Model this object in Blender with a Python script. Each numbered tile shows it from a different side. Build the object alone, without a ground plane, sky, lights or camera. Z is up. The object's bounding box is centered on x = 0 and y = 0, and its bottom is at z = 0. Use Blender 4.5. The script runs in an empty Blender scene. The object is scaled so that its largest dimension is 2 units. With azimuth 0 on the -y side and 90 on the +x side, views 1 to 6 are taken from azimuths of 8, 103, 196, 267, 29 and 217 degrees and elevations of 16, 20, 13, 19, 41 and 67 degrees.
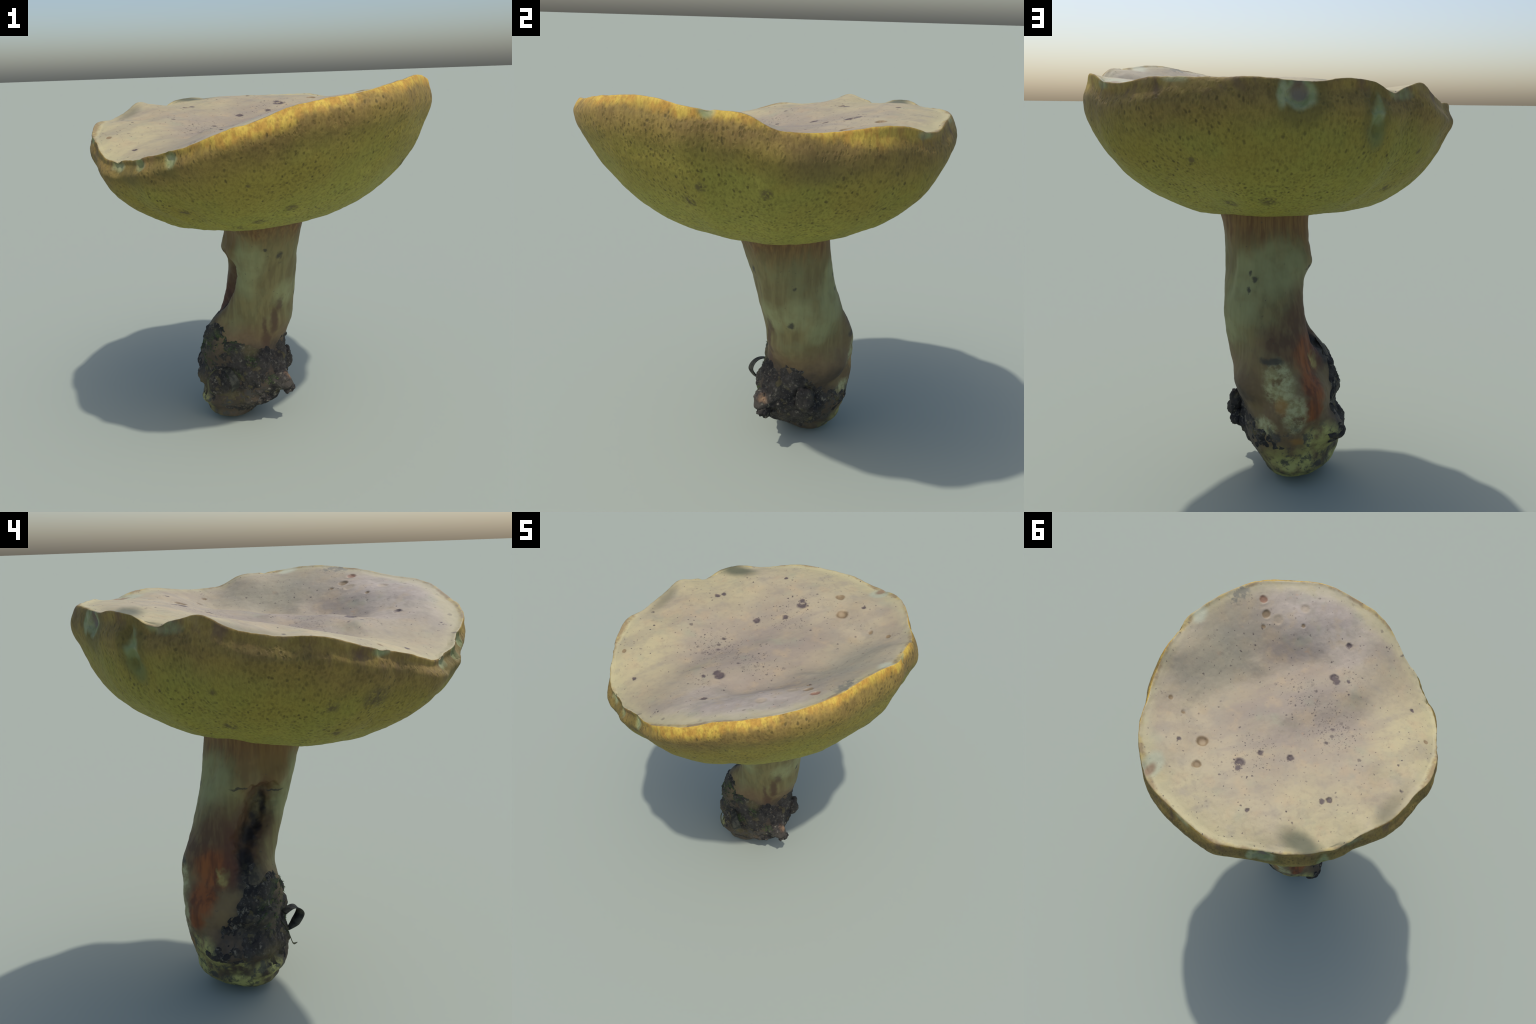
"""An old bolete: a shallow bowl-shaped cap, pale above and spongy yellow-green below,
on a bent stem whose foot is caked with dark soil."""
import bpy, math
import numpy as np
from mathutils import Vector, Matrix, noise as mnoise

TAU = 2 * math.pi
rng = np.random.default_rng(7)

# ------------------------------------------------------------------ small tools
def smooth(e0, e1, x):
    t = np.clip((np.asarray(x, float) - e0) / (e1 - e0), 0, 1)
    return t * t * (3 - 2 * t)

def gauss(d, s):
    return np.exp(-(d / s) ** 2)

def vnoise(P, scale, octaves=3, seed=0.0):
    """fractal noise in about -1..1 at every point of an (n,3) array"""
    off = Vector((seed * 7.3, seed * 3.1, -seed * 5.7))
    return np.array([mnoise.fractal(Vector(p) * scale + off, 1.0, 2.0, octaves) for p in P])

def periodic(values, ang):
    """smooth closed curve (cubic) through values spaced evenly round the circle"""
    v = np.asarray(values, float); n = len(v)
    u = (np.asarray(ang) / TAU * n) % n
    i = np.floor(u).astype(int); t = u - i
    a, b, c, d = v[(i - 1) % n], v[i % n], v[(i + 1) % n], v[(i + 2) % n]
    return b + .5 * t * (c - a + t * (2 * a - 5 * b + 4 * c - d + t * (3 * (b - c) + d - a)))

def catmull(keys, vals, x):
    """cubic through rows of vals at increasing keys (numpy gradient tangents)"""
    keys = np.asarray(keys, float); vals = np.asarray(vals, float)
    m = np.gradient(vals, keys, axis=0)
    i = np.clip(np.searchsorted(keys, x) - 1, 0, len(keys) - 2)
    h = (keys[i + 1] - keys[i]); t = (x - keys[i]) / h
    sh = (-1,) + (1,) * (vals.ndim - 1)
    t = t.reshape(sh); h = h.reshape(sh)
    return ((2*t**3-3*t**2+1)*vals[i] + (t**3-2*t**2+t)*h*m[i]
            + (-2*t**3+3*t**2)*vals[i+1] + (t**3-t**2)*h*m[i+1])

def grid_faces(rows, cols, first=0):
    """quads of a sheet that is closed round the columns"""
    r = np.arange(rows - 1)[:, None]; c = np.arange(cols)[None]
    a = first + r * cols + c; b = first + r * cols + (c + 1) % cols
    return np.stack([a, b, b + cols, a + cols], -1).reshape(-1, 4)

def make_mesh(name, verts, faces, normals=None):
    me = bpy.data.meshes.new(name)
    me.from_pydata([tuple(v) for v in verts], [], [tuple(int(k) for k in f) for f in faces])
    me.update()
    me.polygons.foreach_set("use_smooth", [True] * len(me.polygons))
    if normals is not None:
        me.normals_split_custom_set_from_vertices([tuple(n) for n in normals])
    ob = bpy.data.objects.new(name, me)
    bpy.context.collection.objects.link(ob)
    return ob

def vertex_normals(verts, faces):
    me = bpy.data.meshes.new("tmp")
    me.from_pydata([tuple(v) for v in verts], [], [tuple(int(k) for k in f) for f in faces])
    me.update()
    n = np.zeros(len(verts) * 3); me.vertices.foreach_get("normal", n)
    bpy.data.meshes.remove(me)
    return n.reshape(-1, 3)

def child(ob, parent):
    ob.parent = parent
    ob.matrix_parent_inverse = Matrix.Translation(-Vector(thing.location))
    return ob

# ------------------------------------------------------------------ the thing
thing = bpy.data.objects.new("bolete_mushroom", None)
bpy.context.collection.objects.link(thing)
thing.location = (-0.19, 0.22, 0.0)
thing.empty_display_size = 0.1
thing["label"] = "old bolete with bowl-shaped cap, yellow pores and muddy stem"
thing["category"] = "mushroom"

# ------------------------------------------------------------------ cap
# rim of the cap: distance from the axis and height, every 7.5 degrees from +x
RIM_R = [.813,.815,.822,.823,.820,.841,.856,.870,.887,.877,.859,.852,.855,.860,.839,.818,
         .819,.833,.843,.830,.797,.802,.807,.807,.809,.838,.848,.857,.853,.862,.861,.839,
         .845,.840,.851,.881,.888,.883,.877,.880,.871,.864,.862,.856,.840,.831,.831,.837]
RIM_Z = [1.967,1.954,1.902,1.893,1.896,1.908,1.913,1.904,1.876,1.874,1.891,1.893,1.893,1.891,
         1.893,1.884,1.881,1.894,1.887,1.847,1.871,1.887,1.843,1.820,1.808,1.803,1.770,1.741,
         1.718,1.685,1.664,1.675,1.686,1.714,1.739,1.775,1.819,1.849,1.894,1.917,1.932,1.943,
         1.961,1.978,1.992,1.998,1.989,1.974]
# control points of the dished upper face (x, y, z)
DISH = [(.316,.424,1.848),(.241,.561,1.880),(.067,.409,1.862),(-.131,.205,1.809),(-.038,-.374,1.792),
        (-.458,.304,1.853),(.568,-.497,1.943),(.012,-.606,1.801),(.526,.334,1.836),(-.211,-.122,1.757),
        (.340,-.610,1.902),(-.689,-.350,1.752),(-.516,-.500,1.705),(.419,.499,1.883),(.017,.286,1.829),
        (-.146,.617,1.899),(.638,.310,1.847),(.508,-.439,1.910),(.432,-.456,1.895),(.480,-.371,1.885),
        (.290,-.520,1.874),(.459,-.246,1.847),(.624,-.046,1.890),(.725,.074,1.932),(.100,-.630,1.834),
        (-.111,-.708,1.790),(.244,-.306,1.763),(.165,-.331,1.762),(.057,-.320,1.792),(.115,-.718,1.863),
        (-.140,-.215,1.781),(-.347,-.491,1.723),(.488,.233,1.811),(-.296,.093,1.801),(-.147,-.056,1.760),
        (-.395,-.201,1.757),(-.468,-.001,1.814),(-.401,.039,1.808),(.087,.180,1.810),(-.050,.255,1.820),
        (-.039,.493,1.878),(.307,-.064,1.770),(.417,-.015,1.775),(.307,.049,1.789),(.187,-.106,1.790),
        (.221,.138,1.814),(.091,-.391,1.768),(-.490,.570,1.886),(-.340,.670,1.896)]
# outline of the sponge below the rim: depth below the rim (0 rim .. 1 bottom), then its
# width relative to the rim every 15 degrees from +x
SPONGE_BOTTOM = 1.297
SPONGE = [
    (0.06, [1.03, 1.04, 1.03, 1.01, 1.00, 1.02, 1.03, 1.02, 1.00, .99, 1.01, 1.02, 1.02, 1.00, .98, .98, .99, 1.00, 1.02, 1.03, 1.04, 1.05, 1.03, 1.02]),
    (0.15, [1.04, 1.06, 1.05, 1.03, 1.02, 1.05, 1.05, 1.03, 1.02, 1.02, 1.03, 1.05, 1.05, 1.02, .99, 1.01, 1.02, 1.02, 1.02, 1.03, 1.04, 1.05, 1.04, 1.03]),
    (0.30, [1.00, 1.02, 1.03, 1.02, 1.01, 1.03, 1.01, 1.00, 1.00, 1.00, 1.01, 1.02, 1.01, .99, .97, .98, .99, .98, .97, .98, .99, 1.00, 1.00, .99]),
    (0.45, [.95, .97, .97, .97, .97, .97, .97, .96, .97, .97, .98, .98, .97, .95, .94, .94, .95, .93, .92, .92, .93, .94, .95, .95]),
    (0.60, [.88, .88, .89, .89, .89, .89, .90, .91, .91, .91, .91, .91, .91, .90, .88, .88, .88, .86, .84, .84, .84, .86, .87, .87]),
    (0.75, [.76, .77, .78, .79, .78, .78, .79, .81, .80, .80, .80, .81, .82, .82, .81, .81, .79, .77, .75, .73, .73, .73, .75, .75]),
    (0.87, [.63, .65, .66, .66, .65, .66, .66, .67, .67, .67, .67, .69, .72, .74, .73, .73, .71, .68, .64, .62, .60, .60, .61, .62]),
    (0.95, [.51, .53, .55, .54, .54, .54, .53, .53, .53, .53, .54, .58, .63, .66, .67, .66, .63, .59, .55, .52, .49, .48, .48, .49]),
    (1.00, [.35, .38, .39, .39, .39, .38, .36, .34, .33, .34, .38, .43, .49, .54, .56, .55, .52, .47, .42, .38, .34, .32, .31, .33]),
]
# swellings and hollows of the sponge: azimuth, spread, depth, spread, change of width
SPONGE_DENTS = [(230, 28, .85, .18, -.045), (80, 18, .85, .16, -.035), (117, 16, .45, .30, .022), (60, 16, .50, .15, .012),
                (205, 22, .97, .10, -.035), (173, 18, .80, .20, -.018), (203, 15, .60, .20, -.012), (222, 35, .25, .14, .008),
                (338, 14, .25, .20, .015), (313, 12, .45, .20, -.018), (265, 20, .35, .25, -.010), (139, 8, .30, .40, -.022),
                (158, 9, .40, .30, .014), (325, 18, .72, .15, .006), (122, 22, .97, .10, .020)]

def thin_plate(ctrl, X, Y):
    """height field through scattered control points (thin-plate spline)"""
    c = np.asarray(ctrl, float); n = len(c)
    U = lambda r2: np.where(r2 > 1e-12, r2 * np.log(np.maximum(r2, 1e-12)), 0)
    K = U((c[:, None, 0]-c[None, :, 0])**2 + (c[:, None, 1]-c[None, :, 1])**2) + 2e-4*np.eye(n)
    Pm = np.c_[np.ones(n), c[:, :2]]
    A = np.block([[K, Pm], [Pm.T, np.zeros((3, 3))]])
    w = np.linalg.solve(A, np.r_[c[:, 2], 0, 0, 0])
    out = w[n] + w[n+1]*X + w[n+2]*Y
    for k in range(n):
        out = out + w[k]*U((X-c[k, 0])**2 + (Y-c[k, 1])**2)
    return out

NT = 560
ang = np.arange(NT) * TAU / NT
rimR = periodic(RIM_R, ang) + .004*gauss((np.degrees(ang)+4+180) % 360-180, 16); rimZ = periodic(RIM_Z, ang)
# torn, nibbled edge: stronger at the low front and along the back
ragged = .2 + .9*gauss((np.degrees(ang)-240+180) % 360-180, 40) + .4*gauss((np.degrees(ang)-140+180) % 360-180, 45)
circ = np.c_[np.cos(ang), np.sin(ang), 0*ang]
rimR = rimR + .006*ragged*vnoise(circ, 9, 4, 1)
rimZ = rimZ + .006*gauss((np.degrees(ang)-205+180) % 360-180, 30) + .006*ragged*vnoise(circ, 8, 4, 2)

k48 = np.arange(48) * TAU / 48
rim48 = np.c_[np.array(RIM_R)*np.cos(k48), np.array(RIM_R)*np.sin(k48), RIM_Z]
in48 = rim48 * [.985, .985, 1] - [0, 0, .004]
TOP_IN = .955                                    # top face reaches this far, then rolls over

rows = []
NTOP = 190
for f in np.linspace(0, 1, NTOP)[1:]:
    f = f * TOP_IN
    r = rimR * f
    rows.append(np.c_[r*np.cos(ang), r*np.sin(ang), 0*ang])
top = np.concatenate(rows)
ctrl = np.concatenate([np.array(DISH), in48])
top[:, 2] = thin_plate(ctrl, top[:, 0], top[:, 1])
# gentle swells of the upper face: x, y, spread, height
for x, y, w_, h in [(-.30,-.27,.10,-.020), (.50,.27,.07,-.014), (.12,-.42,.07,-.014), (.04,0,.07,.015), (-.19,-.38,.06,.015),
                    (.37,-.18,.06,.015), (-.62,.02,.07,-.015), (-.62,.48,.05,.012), (-.37,0,.04,.010)]:
    top[:, 2] += h*gauss(np.hypot(top[:, 0]-x, top[:, 1]-y), w_)
centre = np.array([[0, 0, thin_plate(ctrl, np.zeros(1), np.zeros(1))[0]]])

# section from the top face over the rim and down under
dep = np.array([s[0] for s in SPONGE])
wid = np.array([periodic(s[1], ang) for s in SPONGE])
for a0, wa, d0, wd, dw in SPONGE_DENTS:
    wid += dw*gauss((np.degrees(ang)[None]-a0+180) % 360-180, wa)*gauss(dep[:, None]-d0, wd)
H = rimZ - SPONGE_BOTTOM
last = top[-NT:, 2]
lip = np.minimum(1.0, wid[0] - .004)
kp = [np.c_[rimR*.955, last], np.c_[rimR*(lip-.016), last*.35 + rimZ*.65], np.c_[rimR*lip, rimZ + .003]]
for d, w in zip(dep, wid):
    kp.append(np.c_[rimR*w, rimZ - d*H])
kp.append(np.c_[rimR*.26, 0*ang + SPONGE_BOTTOM - .004])
kp.append(np.c_[rimR*.10, 0*ang + SPONGE_BOTTOM - .002])
kp = np.array(kp)
# chord-length parameter from the mean section
m = kp.mean(1); key = np.r_[0, np.cumsum(np.hypot(*np.diff(m, axis=0).T))]
NSEC = 170
s = np.linspace(0, 1, NSEC+1)[1:] * key[-1]
sec = catmull(key, kp, s)                        # (NSEC, NT, 2)
side = np.stack([sec[..., 0]*np.cos(ang), sec[..., 0]*np.sin(ang), sec[..., 1]], -1).reshape(-1, 3)
below = np.array([[0, 0, SPONGE_BOTTOM]])
capV = np.concatenate([centre, top, side, below])
nrow = (NTOP-1) + NSEC
capF = [(0, 1+c, 1+(c+1) % NT) for c in range(NT)]
quads = grid_faces(nrow, NT, 1)[:, ::-1]
lastv = len(capV)-1; lr = 1+(nrow-1)*NT
capL = [(lastv, lr+(c+1) % NT, lr+c) for c in range(NT)]
capF = [tuple(f) for f in capF] + [tuple(f) for f in quads] + capL
rowi = np.r_[-1, np.repeat(np.arange(nrow), NT), nrow]
N0 = vertex_normals(capV, capF)

# --- relief of the cap
# round pits on the upper face: x, y, radius, depth
PITS = [(.316,.424,.034,.009), (.241,.561,.026,.007), (.568,-.497,.024,.006), (.508,-.439,.026,.005),
        (.432,-.456,.030,.003), (.480,-.371,.015,.004), (.340,-.610,.028,.003), (.290,-.520,.014,.004),
        (.526,.334,.015,.004), (.638,.310,.013,.004), (-.689,-.350,.014,.003), (.067,.409,.022,.004),
        (-.131,.205,.016,.004), (.017,.286,.014,.003), (-.038,-.374,.028,.005), (-.458,.304,.018,.004),
        (.012,-.606,.015,.004), (.419,.499,.010,.003), (-.146,.617,.010,.003), (-.516,-.500,.010,.003)]
# bites at the edge of the sponge: x, y, z, radius, depth, height stretch
BITES = [(-.344,.755,1.835,.055,.020,1.0), (-.615,.600,1.815,.045,.018,1.6), (-.615,.575,1.715,.030,.015,1.8),
         (-.685,.470,1.845,.050,.012,.8), (-.560,-.645,1.645,.045,.012,1.0), (-.430,-.735,1.660,.040,.012,1.0),
         (-.270,-.800,1.690,.035,.010,1.1), (-.785,-.345,1.735,.035,.008,.8), (.440,.715,1.865,.050,.010,1.0),
         (.835,-.045,1.955,.035,.010,1.0)]
disp = np.zeros(len(capV))
isT = rowi < NTOP - 1
n1 = vnoise(capV, 3.0, 3, 3); n2 = vnoise(capV, 14, 3, 4); n3 = vnoise(capV*[1, 1, .6], 38, 2, 5)
disp += np.where(isT, .002*n1 + .0016*n2 + .0007*n3, .004*n1 + .0022*n2 + .0012*n3)
for x, y, r, d in PITS:
    q = np.hypot(capV[:, 0]-x, capV[:, 1]-y)/r * (1 + .25*n2)
    disp -= np.where(isT, d*(1-smooth(.55, 1.0, q)) - .25*d*gauss(q-1.15, .25), 0)
for x, y, z, r, d, st in BITES:
    q = np.sqrt((capV[:, 0]-x)**2 + (capV[:, 1]-y)**2 + ((capV[:, 2]-z)/st)**2)/r * (1 + .3*n2)
    disp -= np.where(rowi > NTOP, d*(1-smooth(.45, 1.0, q)), 0)
capV = capV + N0 * disp[:, None]

# cut the one surface at the rim crest into the pale cap face and the sponge
RIM_ROW = NTOP - 1 + int(np.searchsorted(s, key[2]*1.02))
N1 = vertex_normals(capV, capF)
if N1[0, 2] < 0: raise RuntimeError("cap inside out")
fa = np.array([rowi[list(f)].max() for f in capF])
def region(name, keep):
    idx = sorted({k for f, q in zip(capF, keep) if q for k in f})
    remap = {k: i for i, k in enumerate(idx)}
    return make_mesh(name, capV[idx], [tuple(remap[k] for k in f) for f, q in zip(capF, keep) if q], N1[idx])
cap = child(region("cap", fa <= RIM_ROW), thing)
pores = child(region("pore_layer", fa > RIM_ROW), thing)

# ------------------------------------------------------------------ stem
# rings: height, centre x, centre y, radius, and waves 2, 3, 4 (cos, sin) of the outline
STEM = [(.000,-.193,.224,.018,-.008,.006,0,0,0,0), (.015,-.207,.215,.087,-.012,.013,0,0,0,0),
        (.035,-.220,.208,.139,-.014,.017,0,0,0,0), (.060,-.226,.206,.163,-.014,.019,0,0,0,0),
        (.090,-.231,.219,.181,-.018,.011,0,0,0,0), (.150,-.200,.195,.224,-.005,0,.005,-.018,-.010,-.004),
        (.210,-.181,.200,.242,-.001,-.004,.007,-.012,-.002,-.006), (.270,-.181,.200,.258,.007,-.004,.005,-.022,-.006,.001),
        (.330,-.167,.194,.250,.003,-.015,.017,-.025,-.008,.004), (.390,-.169,.199,.245,.006,-.016,.024,-.020,-.013,.009),
        (.450,-.179,.211,.247,.009,-.003,.026,-.013,-.012,.008), (.510,-.165,.222,.243,.002,-.002,.024,-.008,-.008,.007),
        (.570,-.140,.223,.232,.003,-.002,.021,-.019,-.001,.010), (.630,-.115,.226,.225,.003,-.011,.017,-.021,.003,.011),
        (.720,-.085,.224,.215,-.005,-.012,.015,.003,.003,.005), (.810,-.057,.212,.211,-.011,-.005,.009,.012,-.001,-.004),
        (.900,-.040,.194,.208,-.015,-.004,.006,.015,-.002,-.010), (.990,-.033,.171,.207,-.014,-.004,.003,.012,.004,-.012),
        (1.08,-.031,.144,.213,-.006,-.002,-.007,.008,.010,-.011), (1.17,-.015,.119,.216,-.010,-.002,-.006,.002,.009,-.011),
        (1.26,-.002,.093,.228,-.013,0,0,0,.006,-.010), (1.35,.007,.068,.258,-.007,.002,.007,0,.006,-.005)]
SA = np.array(STEM)
NA = 260
zz = np.r_[np.linspace(0, .10, 26)[:-1], np.linspace(.10, 1.35, 300)]
sa = np.arange(NA) * TAU / NA
prof = catmull(SA[:, 0], SA[:, 1:], zz)
def stem_ring(q):
    r = q[:, 2:3] + sum(q[:, 2*m-1:2*m]*np.cos(m*sa) + q[:, 2*m:2*m+1]*np.sin(m*sa) for m in (2, 3, 4))
    return q[:, :1] + r*np.cos(sa), q[:, 1:2] + r*np.sin(sa)
# swellings and hollows between the drawn rings: azimuth, spread, height, spread, change of radius
STEM_DENTS = [(56, 24, .51, .12, .062), (90, 14, .40, .06, .025), (60, 20, .36, .08, .020), (156, 18, .315, .075, .085),
              (228, 28, .36, .15, -.050), (220, 20, .54, .07, -.020), (335, 25, .45, .12, -.022), (318, 28, .92, .22, .022),
              (222, 26, 1.08, .07, .032), (62, 26, 1.03, .20, -.022)]
def stem_dent(P):
    v = np.array([np.interp(P[:, 2], SA[:, 0], SA[:, k]) for k in (1, 2)]).T
    rel = P[:, :2] - v
    a = np.degrees(np.arctan2(rel[:, 1], rel[:, 0]))
    d = sum(dr*gauss((a-a0+180) % 360-180, wa)*gauss(P[:, 2]-z0, wz) for a0, wa, z0, wz, dr in STEM_DENTS)
    return P + np.c_[rel/np.maximum(np.linalg.norm(rel, axis=1, keepdims=True), 1e-4)*d[:, None], 0*d]
X, Y = stem_ring(prof)
stV = np.stack([X, Y, zz[:, None] + 0*X], -1).reshape(-1, 3)
stV = stem_dent(stV)
foot = len(stV)
stV = np.concatenate([stV, [[SA[0, 1], SA[0, 2], 0]]])
stF = [tuple(f) for f in grid_faces(len(zz), NA)] + [(foot, (c+1) % NA, c) for c in range(NA)]
stN = vertex_normals(stV, stF)
AX = np.array([-.17, .20])

def around(P):
    """azimuth of points about the foot of the stem, degrees"""
    return np.degrees(np.arctan2(P[:, 1]-AX[1], P[:, 0]-AX[0])) % 360

# rotten furrow on the damaged side: x, y, z, half width, depth
FURROW = np.array([(-.233,.100,1.170,.016,.004), (-.205,.085,1.060,.030,.016), (-.183,.076,1.000,.045,.045),
                   (-.185,.080,.940,.052,.055), (-.204,.116,.852,.056,.062), (-.234,.153,.794,.056,.058),
                   (-.284,.176,.708,.050,.045), (-.329,.189,.640,.045,.015)])
def furrow(P):
    """depth of the furrow at each point, and how near its axis the point is"""
    t = np.clip(P[:, 2], FURROW[-1, 2], FURROW[0, 2])
    f = FURROW[::-1]
    c = np.stack([np.interp(t, f[:, 2], f[:, k]) for k in range(5)], 1)
    d = np.sqrt((P[:, 0]-c[:, 0])**2 + (P[:, 1]-c[:, 1])**2 + (P[:, 2]-t)**2)
    return c[:, 4]*gauss(d/c[:, 3], 1.0), d
base = stV.copy()
k1 = vnoise(base*[1, 1, .12], 22, 3, 11); k2 = vnoise(base, 7, 3, 12); k3 = vnoise(base, 26, 3, 13)
fd, fdist = furrow(base + .012*np.c_[k2, k3, 0*k2])
low = 1 - smooth(.35, .7, base[:, 2])
off = .0025*k1*(1-low) + .004*k2 + .0022*k3*(.4+low) - fd
# skin peeled off beside the furrow, with a sharp upper lip
az = around(base)
lipz = 1.035 + .03*np.sin(base[:, 1]*60)
off -= .013*(1-smooth(.06, .105, fdist))*(1-smooth(lipz-.008, lipz+.004, base[:, 2]))*smooth(.60, .85, base[:, 2])
off += .005*gauss(fdist-.09, .03)*gauss(base[:, 2]-1.06, .03)
off *= smooth(0, .03, base[:, 2])
stV = base + stN * off[:, None]
stem = child(make_mesh("stem", stV, stF), thing)

# ------------------------------------------------------------------ soil caked round the foot
SOIL_TOP = [.50, .47, .37, .27, .25, .37, .56, .63, .64, .62, .50, .51]      # every 30 degrees
SOIL_LOW = [.03, .07, .13, .18, .20, .20, .22, .20, .13, .05, .02, .02]
NC = 420
zc = np.linspace(.02, .70, 230)
sa = np.arange(NC) * TAU / NC
prof = catmull(SA[:, 0], SA[:, 1:], zc)
X, Y = stem_ring(prof)
crV = np.stack([X, Y, zc[:, None] + 0*X], -1).reshape(-1, 3)
crV = stem_dent(crV)
crF = [tuple(f) for f in grid_faces(len(zc), NC)]
crN = vertex_normals(crV, crF)
a = np.radians(around(crV))
b1 = vnoise(crV, 6, 4, 21); b2 = vnoise(crV, 17, 4, 22); b3 = vnoise(crV, 45, 3, 23)
up = periodic(SOIL_TOP, a) + .06*b1 + .02*b2
lo = periodic(SOIL_LOW, a) + .05*b1 - .03*b2
cover = smooth(up + .05, up - .09, crV[:, 2]) * smooth(lo - .03, lo + .06, crV[:, 2])
# bare flesh shows through at the back, between azimuth 70 and 165
bare = gauss((np.degrees(a)-120+180) % 360-180, 48)
cover *= 1 - bare*smooth(-.12, .10, b2 + .35*b1 + .05)
thick = .006 + .016*np.maximum(b1, -.2) + .014*np.abs(b2) + .003*b3
# lumps that stick out of the crust: centre, radius (x y z), push
LUMPS = [((.075,.050,.290), (.070,.070,.075), .075), ((.100,.035,.245), (.05,.05,.05), .030),
         ((-.395,.010,.440), (.06,.06,.09), .014), ((-.300,-.035,.470), (.06,.05,.05), .012),
         ((-.090,-.030,.360), (.08,.05,.05), .012), ((-.410,.130,.320), (.05,.06,.05), .012),
         ((-.010,.015,.420), (.05,.04,.05), .012), ((.070,.120,.400), (.04,.05,.06), .014),
         ((.060,.330,.270), (.06,.06,.06), .012), ((-.200,-.030,.250), (.09,.05,.05), .012)]
push = (thick + .004)*cover - .010
for c, r, h in LUMPS:
    q = np.sqrt((((crV - c)/r)**2).sum(1))
    push += h*(1 - smooth(.15, 1.0, q*(1 + .25*b2)))*np.maximum(cover, .4)
crV = crV + crN*push[:, None]
keep = [f for f in crF if cover[list(f)].max() > .02]
idx = sorted({k for f in keep for k in f}); rm = {k: i for i, k in enumerate(idx)}
crust = make_mesh("soil_crust", crV[idx], [tuple(rm[k] for k in f) for f in keep])
child(crust, thing); crust.parent = stem
crust.matrix_parent_inverse = Matrix.Identity(4)
crust["kind"] = "stuff"

def lump(name, centre, radius, seed, rough=.28, parent=None):
    """an angular clod: a ball beaten out of shape"""
    n, mrow = 48, 30
    th = np.linspace(0, math.pi, mrow)[:, None]; ph = np.arange(n)[None]*TAU/n
    d = np.stack([np.sin(th)*np.cos(ph), np.sin(th)*np.sin(ph), np.cos(th)+0*ph], -1).reshape(-1, 3)
    r = 1 + rough*vnoise(d, 1.3, 2, seed) + .5*rough*np.abs(vnoise(d, 3.2, 3, seed+1)) + .06*vnoise(d, 11, 2, seed+2)
    V = np.array(centre) + d*r[:, None]*np.array(radius)
    ob = make_mesh(name, V, [tuple(f) for f in grid_faces(mrow, n)[:, ::-1]])
    child(ob, thing); ob.parent = stem; ob.matrix_parent_inverse = Matrix.Identity(4)
    return ob
clods = [lump("soil_clod", (.082,.268,.345), (.045,.050,.062), 31),
         lump("soil_clod", (.058,.290,.280), (.045,.050,.040), 34),
         lump("soil_clod", (.120,.048,.250), (.034,.036,.036), 37, .4),
         lump("soil_clod", (.085,.030,.320), (.036,.034,.030), 41, .4)]

def ribbon(name, path, widths, wdir, thick):
    """a thin strip with real thickness swept along a path"""
    P = np.array(path, float); t = np.linspace(0, len(P)-1, 8*len(P))
    C = catmull(np.arange(len(P)), P, t); W = np.interp(t, np.arange(len(P)), widths)
    T = np.gradient(C, axis=0); T /= np.linalg.norm(T, axis=1, keepdims=True)
    wd = np.array(wdir, float)[None] - T*(T@np.array(wdir, float))[:, None]
    wd /= np.linalg.norm(wd, axis=1, keepdims=True)
    nn = np.cross(T, wd)
    sec = []
    for u in np.arange(10)*TAU/10:
        sec.append(C + wd*(W*np.cos(u))[:, None]*.5 + nn*(thick*math.sin(u) + .15*W*np.cos(u)**2)[:, None])
    V = np.stack(sec, 1).reshape(-1, 3)
    F = [tuple(f) for f in grid_faces(len(t), 10)]
    F += [tuple(range(9, -1, -1)), tuple(range(len(V)-10, len(V)))]
    ob = make_mesh(name, V, F)
    child(ob, thing); ob.parent = stem; ob.matrix_parent_inverse = Matrix.Identity(4)
    return ob
leaf = ribbon("dry_leaf", [(-.245,-.010,.375), (-.215,-.050,.385), (-.190,-.082,.368), (-.172,-.095,.330),
                           (-.180,-.070,.285), (-.195,-.030,.250)], [.034,.040,.046,.058,.056,.020], (1, .9, .3), .004)
blade = ribbon("grass_blade", [(-.300,.010,.365), (-.330,-.012,.340), (-.343,-.028,.300), (-.335,-.042,.258),
                               (-.318,-.056,.246), (-.300,-.067,.238)], [.006,.009,.010,.010,.008,.003], (.4, .3, 1), .0018)

# moss: tiny leaflets in the damp corner of the crust, too small to count
MOSS = [(-.216,.000,.575,.055), (-.300,-.020,.520,.050), (-.345,.000,.515,.045), (-.189,-.040,.345,.030),
        (.028,-.015,.320,.025), (-.080,-.020,.435,.025), (-.385,.060,.470,.045), (-.370,.030,.400,.035)]
mv, mf = [], []
cand = crV[idx]; cn = crN[idx]
for x, y, z, r in MOSS:
    near = np.where(((cand - (x, y, z))**2).sum(1) < (1.5*r)**2)[0]
    if len(near) == 0: continue
    for k in rng.choice(near, min(len(near), int(r*1300))):
        p = cand[k]; n = cn[k] + rng.normal(0, .55, 3); n /= np.linalg.norm(n)
        sd = np.cross(n, rng.normal(0, 1, 3)); sd /= np.linalg.norm(sd)
        tp = np.cross(n, sd); L = rng.uniform(.006, .013); w = L*.2
        b0 = len(mv)
        mv += [p - n*.002 + sd*w, p - n*.002 - sd*w, p - n*.002 + tp*w, p + n*L]
        mf += [(b0, b0+1, b0+3), (b0+1, b0+2, b0+3), (b0+2, b0, b0+3)]
moss = make_mesh("moss", mv, mf)
child(moss, thing); moss.parent = stem; moss.matrix_parent_inverse = Matrix.Identity(4)
moss["kind"] = "stuff"

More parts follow.
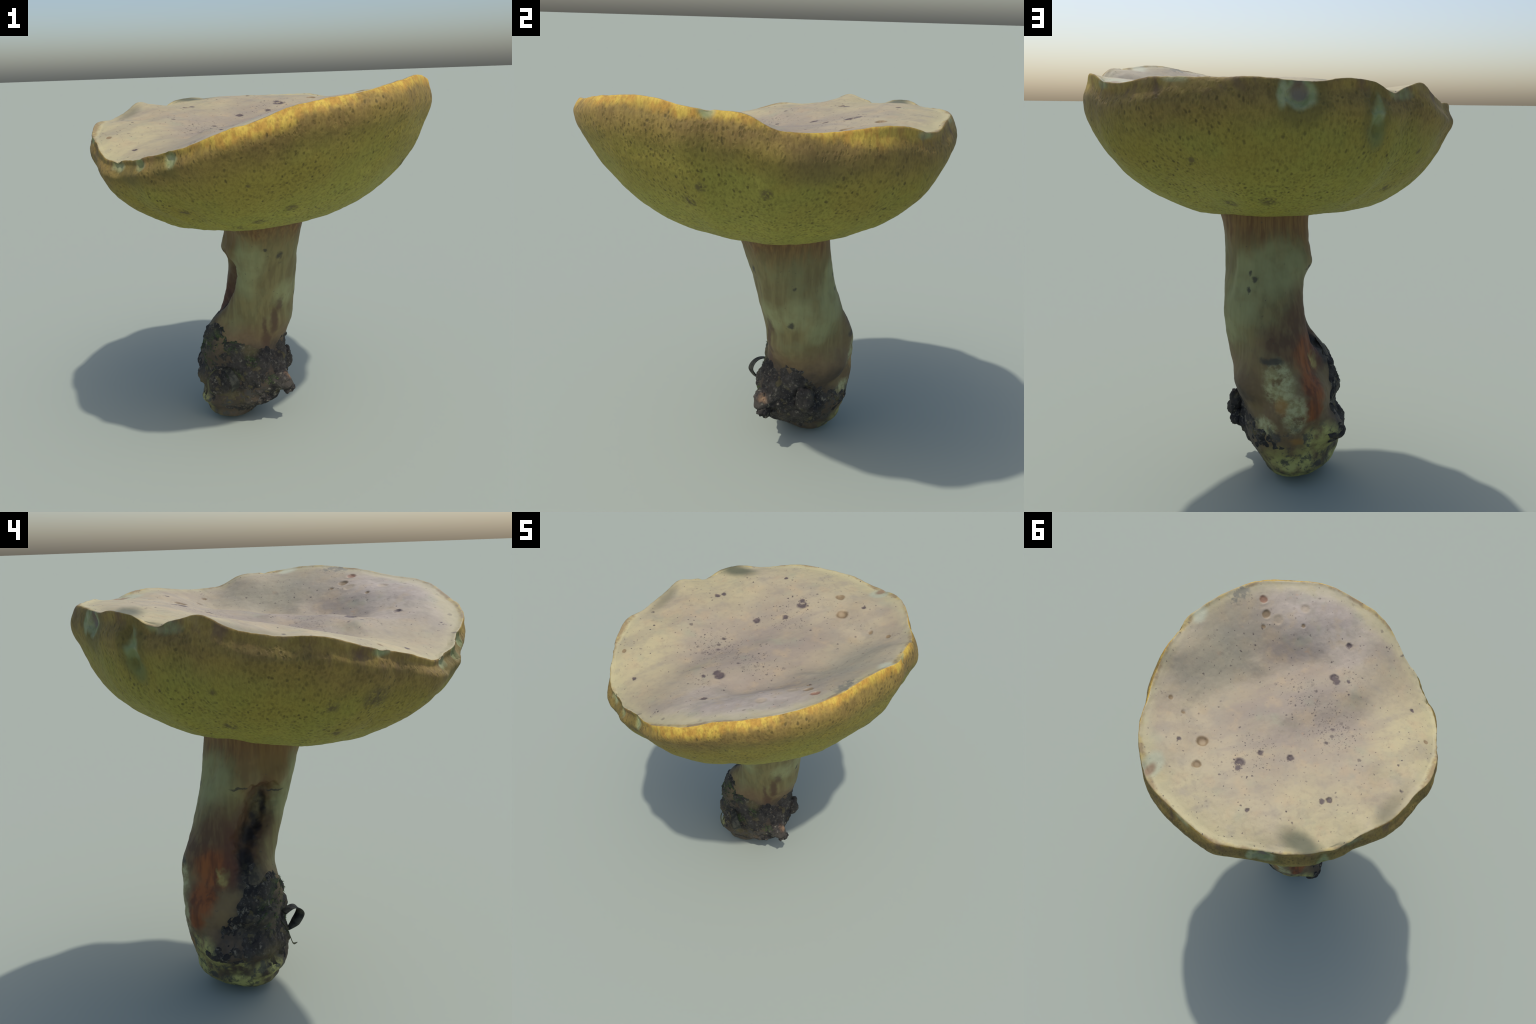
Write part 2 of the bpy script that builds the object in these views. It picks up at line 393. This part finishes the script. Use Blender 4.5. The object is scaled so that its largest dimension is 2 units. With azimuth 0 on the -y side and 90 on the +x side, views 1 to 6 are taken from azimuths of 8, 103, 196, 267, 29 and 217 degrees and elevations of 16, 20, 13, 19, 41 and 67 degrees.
# ------------------------------------------------------------------ materials
class Mat:
    """a few short words for node graphs; colours are linear RGB"""
    def __init__(self, name, rough=.75, spec=.3):
        self.m = bpy.data.materials.new(name); self.m.use_nodes = True
        self.t = self.m.node_tree; self.b = self.t.nodes["Principled BSDF"]
        self.b.inputs["Roughness"].default_value = rough
        self.b.inputs["Specular IOR Level"].default_value = spec
        self.p = self.t.nodes.new("ShaderNodeTexCoord").outputs["Object"]
    def put(self, sock, v):
        if isinstance(v, bpy.types.NodeSocket): self.t.links.new(v, sock)
        elif isinstance(v, (tuple, list)): sock.default_value = (*v, 1) if len(sock.default_value) == 4 and len(v) == 3 else v
        else: sock.default_value = v
    def math(self, op, a, b=0.0, c=0.0, clamp=False):
        n = self.t.nodes.new("ShaderNodeMath"); n.operation = op; n.use_clamp = clamp
        self.put(n.inputs[0], a); self.put(n.inputs[1], b)
        if op in ("MULTIPLY_ADD",): self.put(n.inputs[2], c)
        return n.outputs[0]
    def vec(self, op, a, b):
        n = self.t.nodes.new("ShaderNodeVectorMath"); n.operation = op
        self.put(n.inputs[0], a); self.put(n.inputs[1], b)
        return n.outputs["Value"] if op in ("DISTANCE", "LENGTH", "DOT_PRODUCT") else n.outputs["Vector"]
    def step(self, x, a, b, lo=0.0, hi=1.0):
        n = self.t.nodes.new("ShaderNodeMapRange"); n.interpolation_type = "SMOOTHSTEP"
        for k, v in zip(("Value", "From Min", "From Max", "To Min", "To Max"), (x, a, b, lo, hi)): self.put(n.inputs[k], v)
        return n.outputs["Result"]
    def noise(self, scale, detail=4, rough=.55, dist=0., vec=None, stretch=None, colour=False):
        v = self.p if vec is None else vec
        if stretch: v = self.vec("MULTIPLY", v, stretch)
        n = self.t.nodes.new("ShaderNodeTexNoise"); self.put(n.inputs["Vector"], v)
        for k, q in (("Scale", scale), ("Detail", detail), ("Roughness", rough), ("Distortion", dist)): n.inputs[k].default_value = q
        return n.outputs["Color" if colour else "Fac"]
    def cells(self, scale, vec=None, stretch=None, out="Distance", feature="F1"):
        v = self.p if vec is None else vec
        if stretch: v = self.vec("MULTIPLY", v, stretch)
        n = self.t.nodes.new("ShaderNodeTexVoronoi"); n.feature = feature
        self.put(n.inputs["Vector"], v); n.inputs["Scale"].default_value = scale
        return n.outputs[out]
    def warp(self, scale, amount, detail=3):
        c = self.noise(scale, detail, colour=True)
        return self.vec("ADD", self.p, self.vec("MULTIPLY", self.vec("SUBTRACT", c, (.5, .5, .5)), (amount,)*3))
    def along(self, degrees, stretch, vec=None):
        """coordinates turned about z, then stretched"""
        n = self.t.nodes.new("ShaderNodeMapping"); n.vector_type = "TEXTURE"
        self.put(n.inputs["Vector"], self.p if vec is None else vec)
        n.inputs["Rotation"].default_value = (0, 0, math.radians(degrees))
        n.inputs["Scale"].default_value = stretch
        return n.outputs[0]
    def mix(self, f, a, b, mode="MIX"):
        n = self.t.nodes.new("ShaderNodeMix"); n.data_type = "RGBA"; n.blend_type = mode
        self.put(n.inputs[0], f); self.put(n.inputs[6], a); self.put(n.inputs[7], b)
        return n.outputs[2]
    def blob(self, c, r, vec=None, soft=.45):
        """soft-edged ball (or ellipsoid) mask"""
        v = self.p if vec is None else vec
        if isinstance(r, (tuple, list)):
            sc = tuple(1/k for k in r)
            d = self.vec("DISTANCE", self.vec("MULTIPLY", v, sc), tuple(a*b for a, b in zip(c, sc)))
            return self.step(d, 1+soft, 1-soft)
        return self.step(self.vec("DISTANCE", v, c), r*(1+soft), r*(1-soft))
    def any(self, masks):
        o = masks[0]
        for k in masks[1:]: o = self.math("MAXIMUM", o, k)
        return o
    def mul(self, *f):
        o = f[0]
        for k in f[1:]: o = self.math("MULTIPLY", o, k)
        return o
    def xyz(self):
        n = self.t.nodes.new("ShaderNodeSeparateXYZ"); self.put(n.inputs[0], self.p); return n.outputs
    def finish(self, colour, height=None, strength=.3, distance=.004):
        self.put(self.b.inputs["Base Color"], colour)
        if height is not None:
            n = self.t.nodes.new("ShaderNodeBump"); n.inputs["Strength"].default_value = strength
            n.inputs["Distance"].default_value = distance
            self.put(n.inputs["Height"], height); self.t.links.new(n.outputs[0], self.b.inputs["Normal"])
        return self.m

def below_rim(M):
    """how far a point lies below the (saddle-shaped) rim surface"""
    x, y, z = M.xyz()
    zr = M.math("MULTIPLY_ADD", x, .106, 1.863)
    zr = M.math("MULTIPLY_ADD", y, .049, zr)
    zr = M.math("ADD", zr, M.math("MULTIPLY", M.math("SUBTRACT", M.mul(x, x), M.mul(y, y)), .024))
    zr = M.math("SUBTRACT", zr, M.math("MULTIPLY", M.mul(x, y), .198))
    return M.math("SUBTRACT", zr, z)

def cap_material():
    M = Mat("cap_flesh", .62, .35)
    w = M.warp(16, .022); wb = M.warp(3.5, .25)
    big = M.noise(2.6, 4, vec=wb); mid = M.noise(9, 5); fine = M.noise(60, 4)
    fold = M.noise(5.5, 5, .6, vec=M.along(50, (3.2, .8, 1), M.warp(4, .10)))  # streak mask: fold shading, dark and light, tinted into the cap colour
    col = M.mix(M.step(big, .34, .66), (.350,.288,.192), (.412,.345,.228))
    mauve = M.math("MAXIMUM", M.blob((.30,-.33,1.8), (.42,.16,.3), wb, .7), M.blob((.0,-.10,1.8), (.42,.40,.4), wb, .6))  # darkens trough and centre; part pigment, part shade baked into the colour
    col = M.mix(M.mul(mauve, .75), col, (.290,.236,.190))
    lilac = M.blob((.28,-.66,1.9), (.42,.22,.3), wb, .6)
    col = M.mix(M.mul(lilac, .80), col, (.470,.400,.345))
    cream = M.any([M.blob((-.66,-.35,1.75), (.28,.36,.4), wb, .6), M.blob((-.55,.45,1.86), (.26,.28,.4), wb, .6),
                   M.mul(M.blob((.05,.80,1.9), (.55,.20,.4), wb, .6), .75)])
    col = M.mix(M.mul(cream, .80), col, (.500,.432,.235))
    col = M.mix(M.mul(M.step(fold, .42, .64), .32), col, (.420,.355,.215))
    col = M.mix(M.mul(M.step(fold, .52, .36), .35), col, (.270,.225,.175))
    col = M.mix(M.mul(M.step(mid, .50, .70), .40), col, (.46,.345,.20))
    col = M.mix(M.mul(M.step(mid, .46, .30), .40), col, (.30,.265,.20))
    col = M.mix(M.mul(M.step(M.noise(6, 3), .55, .75), .35), col, (.31,.325,.215))
    col = M.mix(M.mul(M.blob((.60,-.05,1.86), (.16,.30,.3), wb, .7), .4), col, (.34,.325,.24))
    col = M.mix(M.mul(M.step(M.noise(28, 5, .65), .48, .68), .22), col, (.24,.195,.14))
    # yellowish green fibres towards the margin
    x, y, z = M.xyz()
    rad = M.math("SQRT", M.math("ADD", M.mul(x, x), M.mul(y, y)))
    edge = M.step(M.math("MULTIPLY_ADD", mid, .10, rad), .80, .90)
    col = M.mix(M.mul(edge, .45), col, (.50,.46,.24))
    # worn, yellow-brown line along the very edge
    ux = M.math("DIVIDE", x, rad); uy = M.math("DIVIDE", y, rad)
    rim_r = M.math("MULTIPLY_ADD", ux, 0.041, 0.845)
    for term, k in ((uy, -0.029), (M.math("SUBTRACT", M.mul(ux, ux), M.mul(uy, uy)), -0.022), (M.mul(ux, uy), 0.014), (M.mul(ux, ux, ux), -0.046), (M.mul(uy, uy, uy), 0.023)):
        rim_r = M.math("MULTIPLY_ADD", term, k, rim_r)
    gap = M.math("ADD", M.math("SUBTRACT", rim_r, rad), M.mul(M.math("SUBTRACT", M.noise(11, 5, .65), .5), .075))
    col = M.mix(M.mul(M.step(gap, .020, -.004), .65), col, M.mix(M.step(M.noise(17, 4), .40, .60), (.205,.120,.045), (.430,.320,.095)))
    # pits
    tan = [M.blob((x_, y_, z_), r, w, .22) for x_, y_, z_, r in ((.316,.424,1.848,.036), (.241,.561,1.88,.027), (.526,.334,1.836,.015),
           (.638,.310,1.847,.014), (.508,-.439,1.91,.024), (-.689,-.35,1.752,.014), (.48,-.371,1.885,.013), (.29,-.52,1.874,.013))]
    col = M.mix(M.mul(M.any(tan), .85), col, (.225,.155,.078))
    col = M.mix(M.mul(M.any([M.blob((.432,-.456,1.895), .032, w, .4), M.blob((.34,-.61,1.902), .028, w, .4), M.blob((.45,.25,1.81), .03, w, .6)]), .45), col, (.37,.285,.17))
    col = M.mix(M.mul(M.blob((.310,.430,1.85), .016, w, .5), .7), col, (.39,.30,.18))
    col = M.mix(M.mul(M.blob((.568,-.497,1.943), .025, w, .2), .85), col, (.27,.135,.080))
    # dark, gnawed spots and the dust of specks round them
    w2 = M.warp(45, .022)
    dark = [M.blob((x_, y_, z_), r, w2, .35) for x_, y_, z_, r in ((.067,.409,1.862,.030), (.050,.445,1.865,.018), (-.131,.205,1.809,.021),
            (.017,.286,1.829,.018), (-.038,-.374,1.792,.028), (-.065,-.360,1.79,.022), (-.458,.304,1.853,.017), (-.430,.335,1.853,.016),
            (.012,-.606,1.801,.019), (.419,.499,1.883,.014), (-.146,.617,1.899,.013), (-.516,-.500,1.705,.013),
            (-.120,-.405,1.775,.014), (-.218,-.100,1.768,.016), (-.165,-.075,1.772,.012), (-.10,.62,1.89,.008), (-.74,.02,1.80,.012))]
    col = M.mix(M.mul(M.any(dark), M.step(fine, .22, .44), .92), col, (.090,.066,.066))
    dust = M.any([M.mul(M.blob((-.22,-.11,1.77), .15, w, .6), 1.7), M.mul(M.blob((.07,-.20,1.80), .13, w, .6), 1.5), M.mul(M.blob((.06,.40,1.86), .12, w, .6), 1.3),
                  M.blob((.0,.27,1.83), .12, w, .7), M.mul(M.blob((-.05,-.38,1.79), .14, w, .6), .8), M.mul(M.noise(3, 2), .45)])
    specks = []
    for scale, size, share in ((22, .34, .15), (48, .40, .26), (90, .45, .34)):
        pick = M.t.nodes.new("ShaderNodeSeparateColor"); M.put(pick.inputs[0], M.cells(scale, w2, out="Color"))
        lim = M.math("SUBTRACT", 1.0, M.mul(dust, share))
        specks.append(M.mul(M.step(M.cells(scale, w2), size, size*.45), M.step(pick.outputs[0], lim, M.math("ADD", lim, .04)), pick.outputs[1]))
    col = M.mix(M.mul(M.any(specks), 1.0), col, (.090,.068,.060))
    warm = M.mul(M.step(M.noise(20, 2), .66, .78), M.step(M.noise(4, 2), .45, .6))
    col = M.mix(M.mul(warm, .35), col, (.45,.27,.16))
    # bruises at the edge: green-black hollow, healed bite, dark nicks
    col = M.mix(M.mul(M.blob((-.49,.60,1.88), (.13,.06,.06), w, .6), .85), col, (.085,.095,.055))
    col = M.mix(M.mul(M.blob((-.755,.20,1.83), (.045,.16,.07), w, .7), .55), col, (.17,.16,.09))
    col = M.mix(M.mul(M.blob((.440,.700,1.87), (.060,.080,.06), w, .3), .6), col, (.42,.45,.32))
    col = M.mix(M.mul(M.blob((.430,.735,1.865), (.025,.045,.05), w, .5), .8), col, (.24,.14,.075))
    col = M.mix(M.mul(M.blob((.69,-.42,1.97), (.05,.085,.06), w, .35), M.step(M.noise(24, 3), .48, .62), .75), col, (.17,.165,.13))
    col = M.mix(M.mul(M.blob((.79,-.17,1.98), (.035,.05,.05), w, .5), .8), col, (.52,.53,.38))
    h = M.math("ADD", M.mul(fine, .5), M.math("ADD", M.noise(22, 5), M.mul(M.any(dark), -1.2)))
    return M.finish(col, h, .30, .006)

def sponge_material():
    M = Mat("pore_sponge", .70, .25)
    w = M.warp(14, .03); ws = M.warp(30, .022)
    d = below_rim(M)
    d = M.math("ADD", d, M.mul(M.math("SUBTRACT", M.noise(5, 4), .5), .12))
    big = M.noise(3.2, 4); mid = M.noise(11, 4)
    olive = M.mix(M.step(big, .38, .62), (.290,.232,.040), (.282,.258,.046))
    low = M.mix(M.step(mid, .4, .65), (.325,.310,.058), (.365,.330,.058))
    col = M.mix(M.step(d, .26, .50), olive, low)
    brown = M.mix(M.step(mid, .40, .62), (.205,.128,.042), (.272,.176,.050))
    col = M.mix(M.mul(M.step(d, .25, .07), M.step(big, .25, .55, .70, .95)), col, brown)
    # brighter golden edge along the +x, -y side of the rim
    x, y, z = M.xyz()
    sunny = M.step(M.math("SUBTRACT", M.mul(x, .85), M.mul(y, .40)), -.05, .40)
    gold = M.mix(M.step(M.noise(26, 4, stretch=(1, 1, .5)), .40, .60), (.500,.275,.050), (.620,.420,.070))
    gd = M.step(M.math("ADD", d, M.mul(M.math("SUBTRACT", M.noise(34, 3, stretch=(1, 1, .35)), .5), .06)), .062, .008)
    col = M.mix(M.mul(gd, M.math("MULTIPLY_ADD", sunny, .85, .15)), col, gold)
    # pores: a fine net of holes, darker ones scattered
    pv = M.vec("MULTIPLY", ws, (1, 1, .62))
    pd = M.cells(66, pv); pc = M.t.nodes.new("ShaderNodeSeparateColor"); M.put(pc.inputs[0], M.cells(66, pv, out="Color"))
    hole = M.mul(M.step(pd, .52, .14), M.math("SUBTRACT", 1.0, M.mul(gd, .65)))
    gap = M.step(M.noise(7, 3), .35, .58, .35, 1.0)
    strong = M.step(pc.outputs[0], .70, .98)
    fur = M.noise(85, 3, .6, stretch=(1, 1, .45))
    col = M.mix(M.mul(M.step(fur, .42, .62), .22), col, M.mix(.5, col, (.42,.36,.09)))
    col = M.mix(M.mul(M.step(fur, .56, .38), .25), col, (.125,.095,.024))
    col = M.mix(M.mul(hole, gap, .42), col, (.105,.080,.018))
    col = M.mix(M.mul(hole, strong, gap, .62), col, (.055,.040,.016))
    # smudges
    spots = [M.blob(c, r, ws, .5) for c, r in (((-.779,-.155,1.535),.026), ((-.800,-.140,1.515),.014), ((-.732,.277,1.615),.018), ((-.764,-.330,1.555),.055),
             ((-.605,.228,1.44),.024), ((-.648,-.193,1.395),.024), ((-.599,-.268,1.373),.020), ((-.263,-.635,1.432),.024), ((.220,-.602,1.449),.026),
             ((.067,-.571,1.379),.028), ((-.024,-.528,1.338),.022), ((.057,-.807,1.576),.014), ((-.013,.594,1.387),.030), ((-.182,.607,1.42),.034),
             ((-.614,.215,1.441),.022), ((.065,.798,1.589),.014), ((.728,-.147,1.587),.026), ((.784,.184,1.656),.024), ((.790,-.084,1.661),.024))]
    col = M.mix(M.mul(M.any(spots), M.step(M.noise(48, 4, .65), .36, .54), .75), col, (.100,.072,.034))
    col = M.mix(M.mul(M.blob((.763,.389,1.775), (.08,.22,.075), w, .6), .45), col, (.150,.105,.040))
    # bites: dark rim, bluish-green flesh, mauve core
    halo = M.any([M.blob((-.344,.755,1.830), (.115,.08,.115), w, .3), M.blob((-.615,.595,1.76), (.06,.08,.17), w, .35),
                  M.blob((-.50,-.69,1.63), (.17,.12,.06), w, .4), M.blob((-.30,-.79,1.67), (.10,.07,.055), w, .4)])
    col = M.mix(M.mul(halo, .55), col, (.125,.105,.030))
    flesh = M.any([M.blob((-.344,.755,1.838), (.070,.06,.055), w, .22), M.blob((-.620,.605,1.825), (.032,.05,.060), w, .25),
                   M.blob((-.612,.580,1.765), (.024,.04,.050), w, .4), M.blob((-.690,.470,1.850), (.05,.095,.030), w, .35),
                   M.blob((-.560,-.645,1.650), (.040,.050,.026), w, .4), M.blob((-.425,-.738,1.668), (.030,.04,.026), w, .4),
                   M.blob((-.265,-.803,1.692), (.030,.04,.034), w, .4), M.blob((-.785,-.345,1.745), (.03,.05,.022), w, .4),
                   M.blob((.440,.730,1.868), (.05,.05,.018), w, .4), M.blob((.838,-.045,1.968), (.03,.03,.025), w, .4),
                   M.blob((-.29,.785,1.835), (.02,.04,.05), w, .4), M.blob((.10,.86,1.885), (.05,.05,.012), w, .5)])
    col = M.mix(M.mul(flesh, .85), col, M.mix(M.step(M.noise(18, 3), .4, .65), (.270,.310,.140), (.360,.375,.205)))
    col = M.mix(M.mul(M.blob((-.610,.578,1.69), (.03,.05,.075), w, .5), .6), col, (.17,.20,.07))
    col = M.mix(M.mul(M.blob((-.340,.755,1.845), (.036,.05,.034), ws, .3), .85), col, (.205,.155,.130))
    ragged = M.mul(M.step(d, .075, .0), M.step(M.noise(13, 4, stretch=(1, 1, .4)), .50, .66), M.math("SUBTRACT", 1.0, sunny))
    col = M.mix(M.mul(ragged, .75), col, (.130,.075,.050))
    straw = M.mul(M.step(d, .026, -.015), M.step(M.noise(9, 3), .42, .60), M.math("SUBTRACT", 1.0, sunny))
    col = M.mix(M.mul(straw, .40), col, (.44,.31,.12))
    return M.finish(col, M.math("SUBTRACT", M.mul(M.noise(30, 4), .6), M.mul(hole, gap)), .35, .006)

def stem_material():
    M = Mat("stem_flesh", .65, .35)
    w = M.warp(9, .10, 5); ws = M.warp(24, .048, 6)
    fib = M.noise(30, 4, stretch=(1, 1, .10)); fib2 = M.noise(75, 3, stretch=(1, 1, .06))
    mid = M.noise(7, 4); fine = M.noise(42, 4)
    x, y, z = M.xyz()
    col = M.mix(M.step(fib, .38, .62), (.175,.138,.055), (.230,.192,.076))
    col = M.mix(M.mul(M.step(mid, .45, .68), .55), col, (.215,.215,.095))
    # pale grey-green patches where the skin is intact
    pale = M.any([M.blob(c, r, w, .45) for c, r in (((-.126,.310,1.11),(.12,.12,.085)), ((-.05,.370,1.03),(.12,.10,.085)), ((-.07,-.09,1.06),(.09,.10,.13)),
            ((-.11,-.05,.93),(.08,.09,.12)), ((.10,.08,.83),(.08,.09,.08)), ((.150,.220,.87),(.08,.09,.08)), ((.10,.335,.77),(.09,.08,.09)),
            ((.04,.37,1.02),(.05,.05,.12)), ((-.20,.30,1.06),(.09,.10,.12)), ((.05,.38,.93),(.12,.08,.16)))])
    col = M.mix(M.mul(pale, M.step(M.noise(10, 4), .30, .55, .45, .95), .85), col, M.mix(fib, (.235,.240,.100), (.340,.345,.165)))
    # reddish streaks under the cap
    apex = M.step(M.math("ADD", z, M.mul(M.math("SUBTRACT", fib, .5), .22)), 1.10, 1.27)
    col = M.mix(M.mul(apex, .80), col, M.mix(M.step(fib2, .35, .65), (.135,.050,.018), (.240,.125,.040)))
    col = M.mix(M.mul(M.blob((-.19,.02,1.15), (.06,.10,.14), w, .5), .6), col, (.185,.095,.022))
    col = M.mix(M.mul(M.blob((-.22,.15,1.16), (.06,.05,.16), ws, .5), .45), col, (.23,.12,.045))
    # brown belt that darkens into the soil
    belt = M.step(M.math("ADD", z, M.mul(M.math("SUBTRACT", M.noise(5, 4), .5), .28)), .72, .52)
    col = M.mix(M.mul(belt, .85), col, M.mix(fine, (.135,.080,.040), (.235,.155,.075)))
    soot = M.mul(M.step(M.math("ADD", z, M.mul(M.math("SUBTRACT", M.noise(6, 4), .5), .22)), .58, .44),
                 M.math("SUBTRACT", 1.0, M.mul(M.blob((-.26,.45,.40), (.20,.19,.36), w, .30), .95)))
    col = M.mix(M.mul(soot, .85), col, M.mix(fine, (.030,.025,.021), (.085,.062,.042)))
    rust = M.any([M.blob((-.285,.330,.66), (.09,.09,.10), ws, .4), M.blob((-.335,.385,.54), (.065,.07,.10), ws, .35), M.blob((-.350,.430,.44), (.050,.06,.06), ws, .4)])
    wine = M.any([M.blob((-.26,.30,.80), (.12,.13,.16), w, .5), M.blob((-.20,.43,.73), (.13,.08,.09), w, .5), M.blob((-.32,.26,.68), (.08,.10,.11), w, .5)])
    col = M.mix(M.mul(wine, .85), col, M.mix(M.step(fib, .4, .6), (.100,.048,.026), (.150,.085,.040)))
    col = M.mix(M.mul(rust, .88), col, M.mix(M.step(fib, .35, .65), (.140,.042,.015), (.300,.090,.022)))
    streak = M.any([M.blob((.071,.068,.767), (.025,.03,.06), ws, .5), M.blob((.046,.055,.65), (.022,.03,.09), ws, .5), M.blob((.0,.05,.54), (.03,.03,.06), ws, .5), M.blob((-.01,.03,.60), (.012,.03,.10), ws, .5)])
    col = M.mix(M.mul(streak, .70), col, (.085,.042,.028))
    # bared flesh low on the back: cream, sulphur and orange
    cream = M.any([M.blob((-.20,.480,.55), (.075,.05,.12), ws, .35), M.blob((-.275,.470,.42), (.055,.05,.09), ws, .4), M.blob((-.13,.44,.335), (.06,.06,.04), ws, .4)])
    col = M.mix(M.mul(cream, M.step(M.noise(22, 5, .65), .32, .50), .90), col, M.mix(M.step(fine, .35, .65), (.300,.270,.120), (.450,.440,.230)))
    sulphur = M.any([M.blob((-.370,.365,.25), (.10,.10,.10), ws, .35), M.blob((-.25,.42,.16), (.14,.08,.08), ws, .5), M.blob((-.41,.245,.20), (.05,.06,.045), ws, .45), M.blob((-.40,.20,.10), (.10,.10,.045), ws, .5),
                     M.blob((-.31,.285,.64), (.018,.035,.055), ws, .45), M.blob((-.385,.08,.15), (.07,.08,.06), ws, .5), M.mul(M.step(z, .15, .05), M.blob((-.33,.33,.08), (.20,.24,.3), ws, .4))])
    col = M.mix(M.mul(sulphur, M.step(M.noise(14, 4), .30, .55), .85), col, M.mix(M.step(mid, .4, .6), (.380,.345,.105), (.520,.500,.160)))
    tan = M.any([M.blob((-.375,.275,.48), (.06,.06,.08), ws, .5), M.blob((-.07,.40,.40), (.06,.06,.05), ws, .5)])
    col = M.mix(M.mul(tan, .7), col, (.215,.150,.065))
    orange = M.any([M.blob((-.21,.470,.455), (.032,.04,.040), ws, .5), M.blob((-.285,.455,.277), (.032,.03,.018), ws, .5)])
    col = M.mix(M.mul(orange, .75), col, (.330,.170,.045))
    # rotten furrow
    rot = M.any([M.blob(c, r, ws, .45) for c, r in (((-.155,.085,.93),(.05,.026,.07)), ((-.17,.115,.86),(.06,.032,.08)), ((-.20,.150,.79),(.07,.040,.06)), ((-.27,.175,.70),(.08,.036,.11)))])
    rim = M.any([M.blob(c, r, ws, .45) for c, r in (((-.19,.085,.99),(.07,.07,.11)), ((-.20,.130,.86),(.08,.10,.13)), ((-.25,.19,.74),(.09,.11,.13)), ((-.31,.23,.66),(.08,.07,.08)))])
    col = M.mix(M.mul(rim, .75), col, (.095,.035,.020))
    col = M.mix(M.mul(rot, .95), col, (.014,.011,.012))
    char = M.any([M.blob((-.33,.150,.60), (.12,.065,.11), ws, .45), M.blob((-.38,.090,.52), (.10,.09,.10), ws, .45), M.blob((-.39,.16,.42), (.08,.09,.10), ws, .5)])
    col = M.mix(M.mul(char, .85), col, M.mix(M.step(fine, .4, .65), (.026,.024,.022), (.080,.070,.046)))
    # soil stains where the crust thins out, flecks, nicks
    dirt = M.mul(M.step(z, .42, .28), M.step(M.noise(15, 6, .7), .50, .60))
    col = M.mix(M.mul(dirt, .85), col, M.mix(fine, (.022,.022,.021), (.10,.095,.08)))
    nick = M.any([M.blob(c, r, ws, .4) for c, r in (((.088,-.022,1.074),(.02,.02,.020)), ((.020,-.090,1.115),(.012,.02,.012)), ((.095,.006,1.028),(.012,.02,.012)),
            ((-.022,.374,1.046),(.010,.02,.016)), ((-.050,.374,1.017),(.015,.02,.014)), ((.068,.370,.955),(.010,.02,.014)), ((-.018,.389,.968),(.010,.02,.014)),
            ((.150,.19,.80),(.02,.02,.018)), ((-.256,.185,1.050),(.03,.05,.006)), ((-.160,.018,.998),(.03,.045,.007)), ((.17,.20,1.01),(.012,.012,.01)), ((-.16,.47,.665),(.06,.03,.018)))])
    col = M.mix(M.mul(nick, .85), col, (.050,.045,.035))
    g = M.cells(55, ws); pk = M.t.nodes.new("ShaderNodeSeparateColor"); M.put(pk.inputs[0], M.cells(55, ws, out="Color"))
    col = M.mix(M.mul(M.step(g, .22, .10), M.step(pk.outputs[0], .86, .95), .6), col, (.07,.06,.045))
    h = M.math("ADD", M.math("ADD", M.mul(fib, .8), M.mul(fine, .5)), M.mul(fib2, .3))
    return M.finish(col, h, .35, .006)

def soil_material(name="soil", green=1.0):
    M = Mat(name, .85, .25)
    ws = M.warp(22, .05, 5)
    n = M.noise(9, 5, .6); f = M.noise(55, 5, .65)
    col = M.mix(M.step(n, .35, .65), (.022,.020,.020), (.062,.054,.044))
    col = M.mix(M.mul(M.step(f, .52, .68), .75), col, (.110,.100,.084))
    col = M.mix(M.mul(M.step(M.noise(34, 4, .7), .56, .68), .75), col, (.235,.210,.155))
    col = M.mix(M.mul(M.blob((.106,.036,.315), .028, ws, .5), .85), col, (.42,.25,.14))
    col = M.mix(M.mul(M.step(M.noise(15, 3), .58, .68), .5), col, (.17,.14,.06))
    tan = M.any([M.blob((-.09,.02,.50), (.05,.05,.05), ws, .5), M.blob((-.20,-.03,.20), (.09,.06,.05), ws, .6), M.blob((-.38,.09,.24), (.07,.08,.06), ws, .6)])
    col = M.mix(M.mul(tan, .65), col, (.150,.120,.055))
    mossy = M.any([M.blob((-.27,-.01,.55), (.13,.07,.07), ws, .5), M.blob((-.37,.03,.45), (.08,.09,.10), ws, .5), M.blob((-.19,-.03,.345), .04, ws, .5),
                   M.blob((.028,-.01,.32), .03, ws, .5), M.blob((-.08,0,.435), .035, ws, .6)])
    col = M.mix(M.mul(mossy, M.step(M.noise(30, 4), .42, .62), .75*green), col, (.050,.075,.028))
    return M.finish(col, M.math("ADD", M.mul(f, .7), n), .6, .010)

def plain(name, a, b, scale=30, rough=.7):
    M = Mat(name, rough)
    return M.finish(M.mix(M.step(M.noise(scale, 4), .38, .62), a, b), M.noise(scale*2, 3), .3, .003)

cap.data.materials.append(cap_material())
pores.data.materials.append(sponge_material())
stem.data.materials.append(stem_material())
soil = soil_material()
crust.data.materials.append(soil)
for c in clods: c.data.materials.append(soil)
leaf.data.materials.append(plain("withered_leaf", (.030,.030,.024), (.085,.082,.058)))
blade.data.materials.append(plain("withered_grass", (.045,.050,.022), (.10,.095,.045), 40))
moss.data.materials.append(plain("moss_green", (.045,.090,.020), (.12,.18,.045), 60))
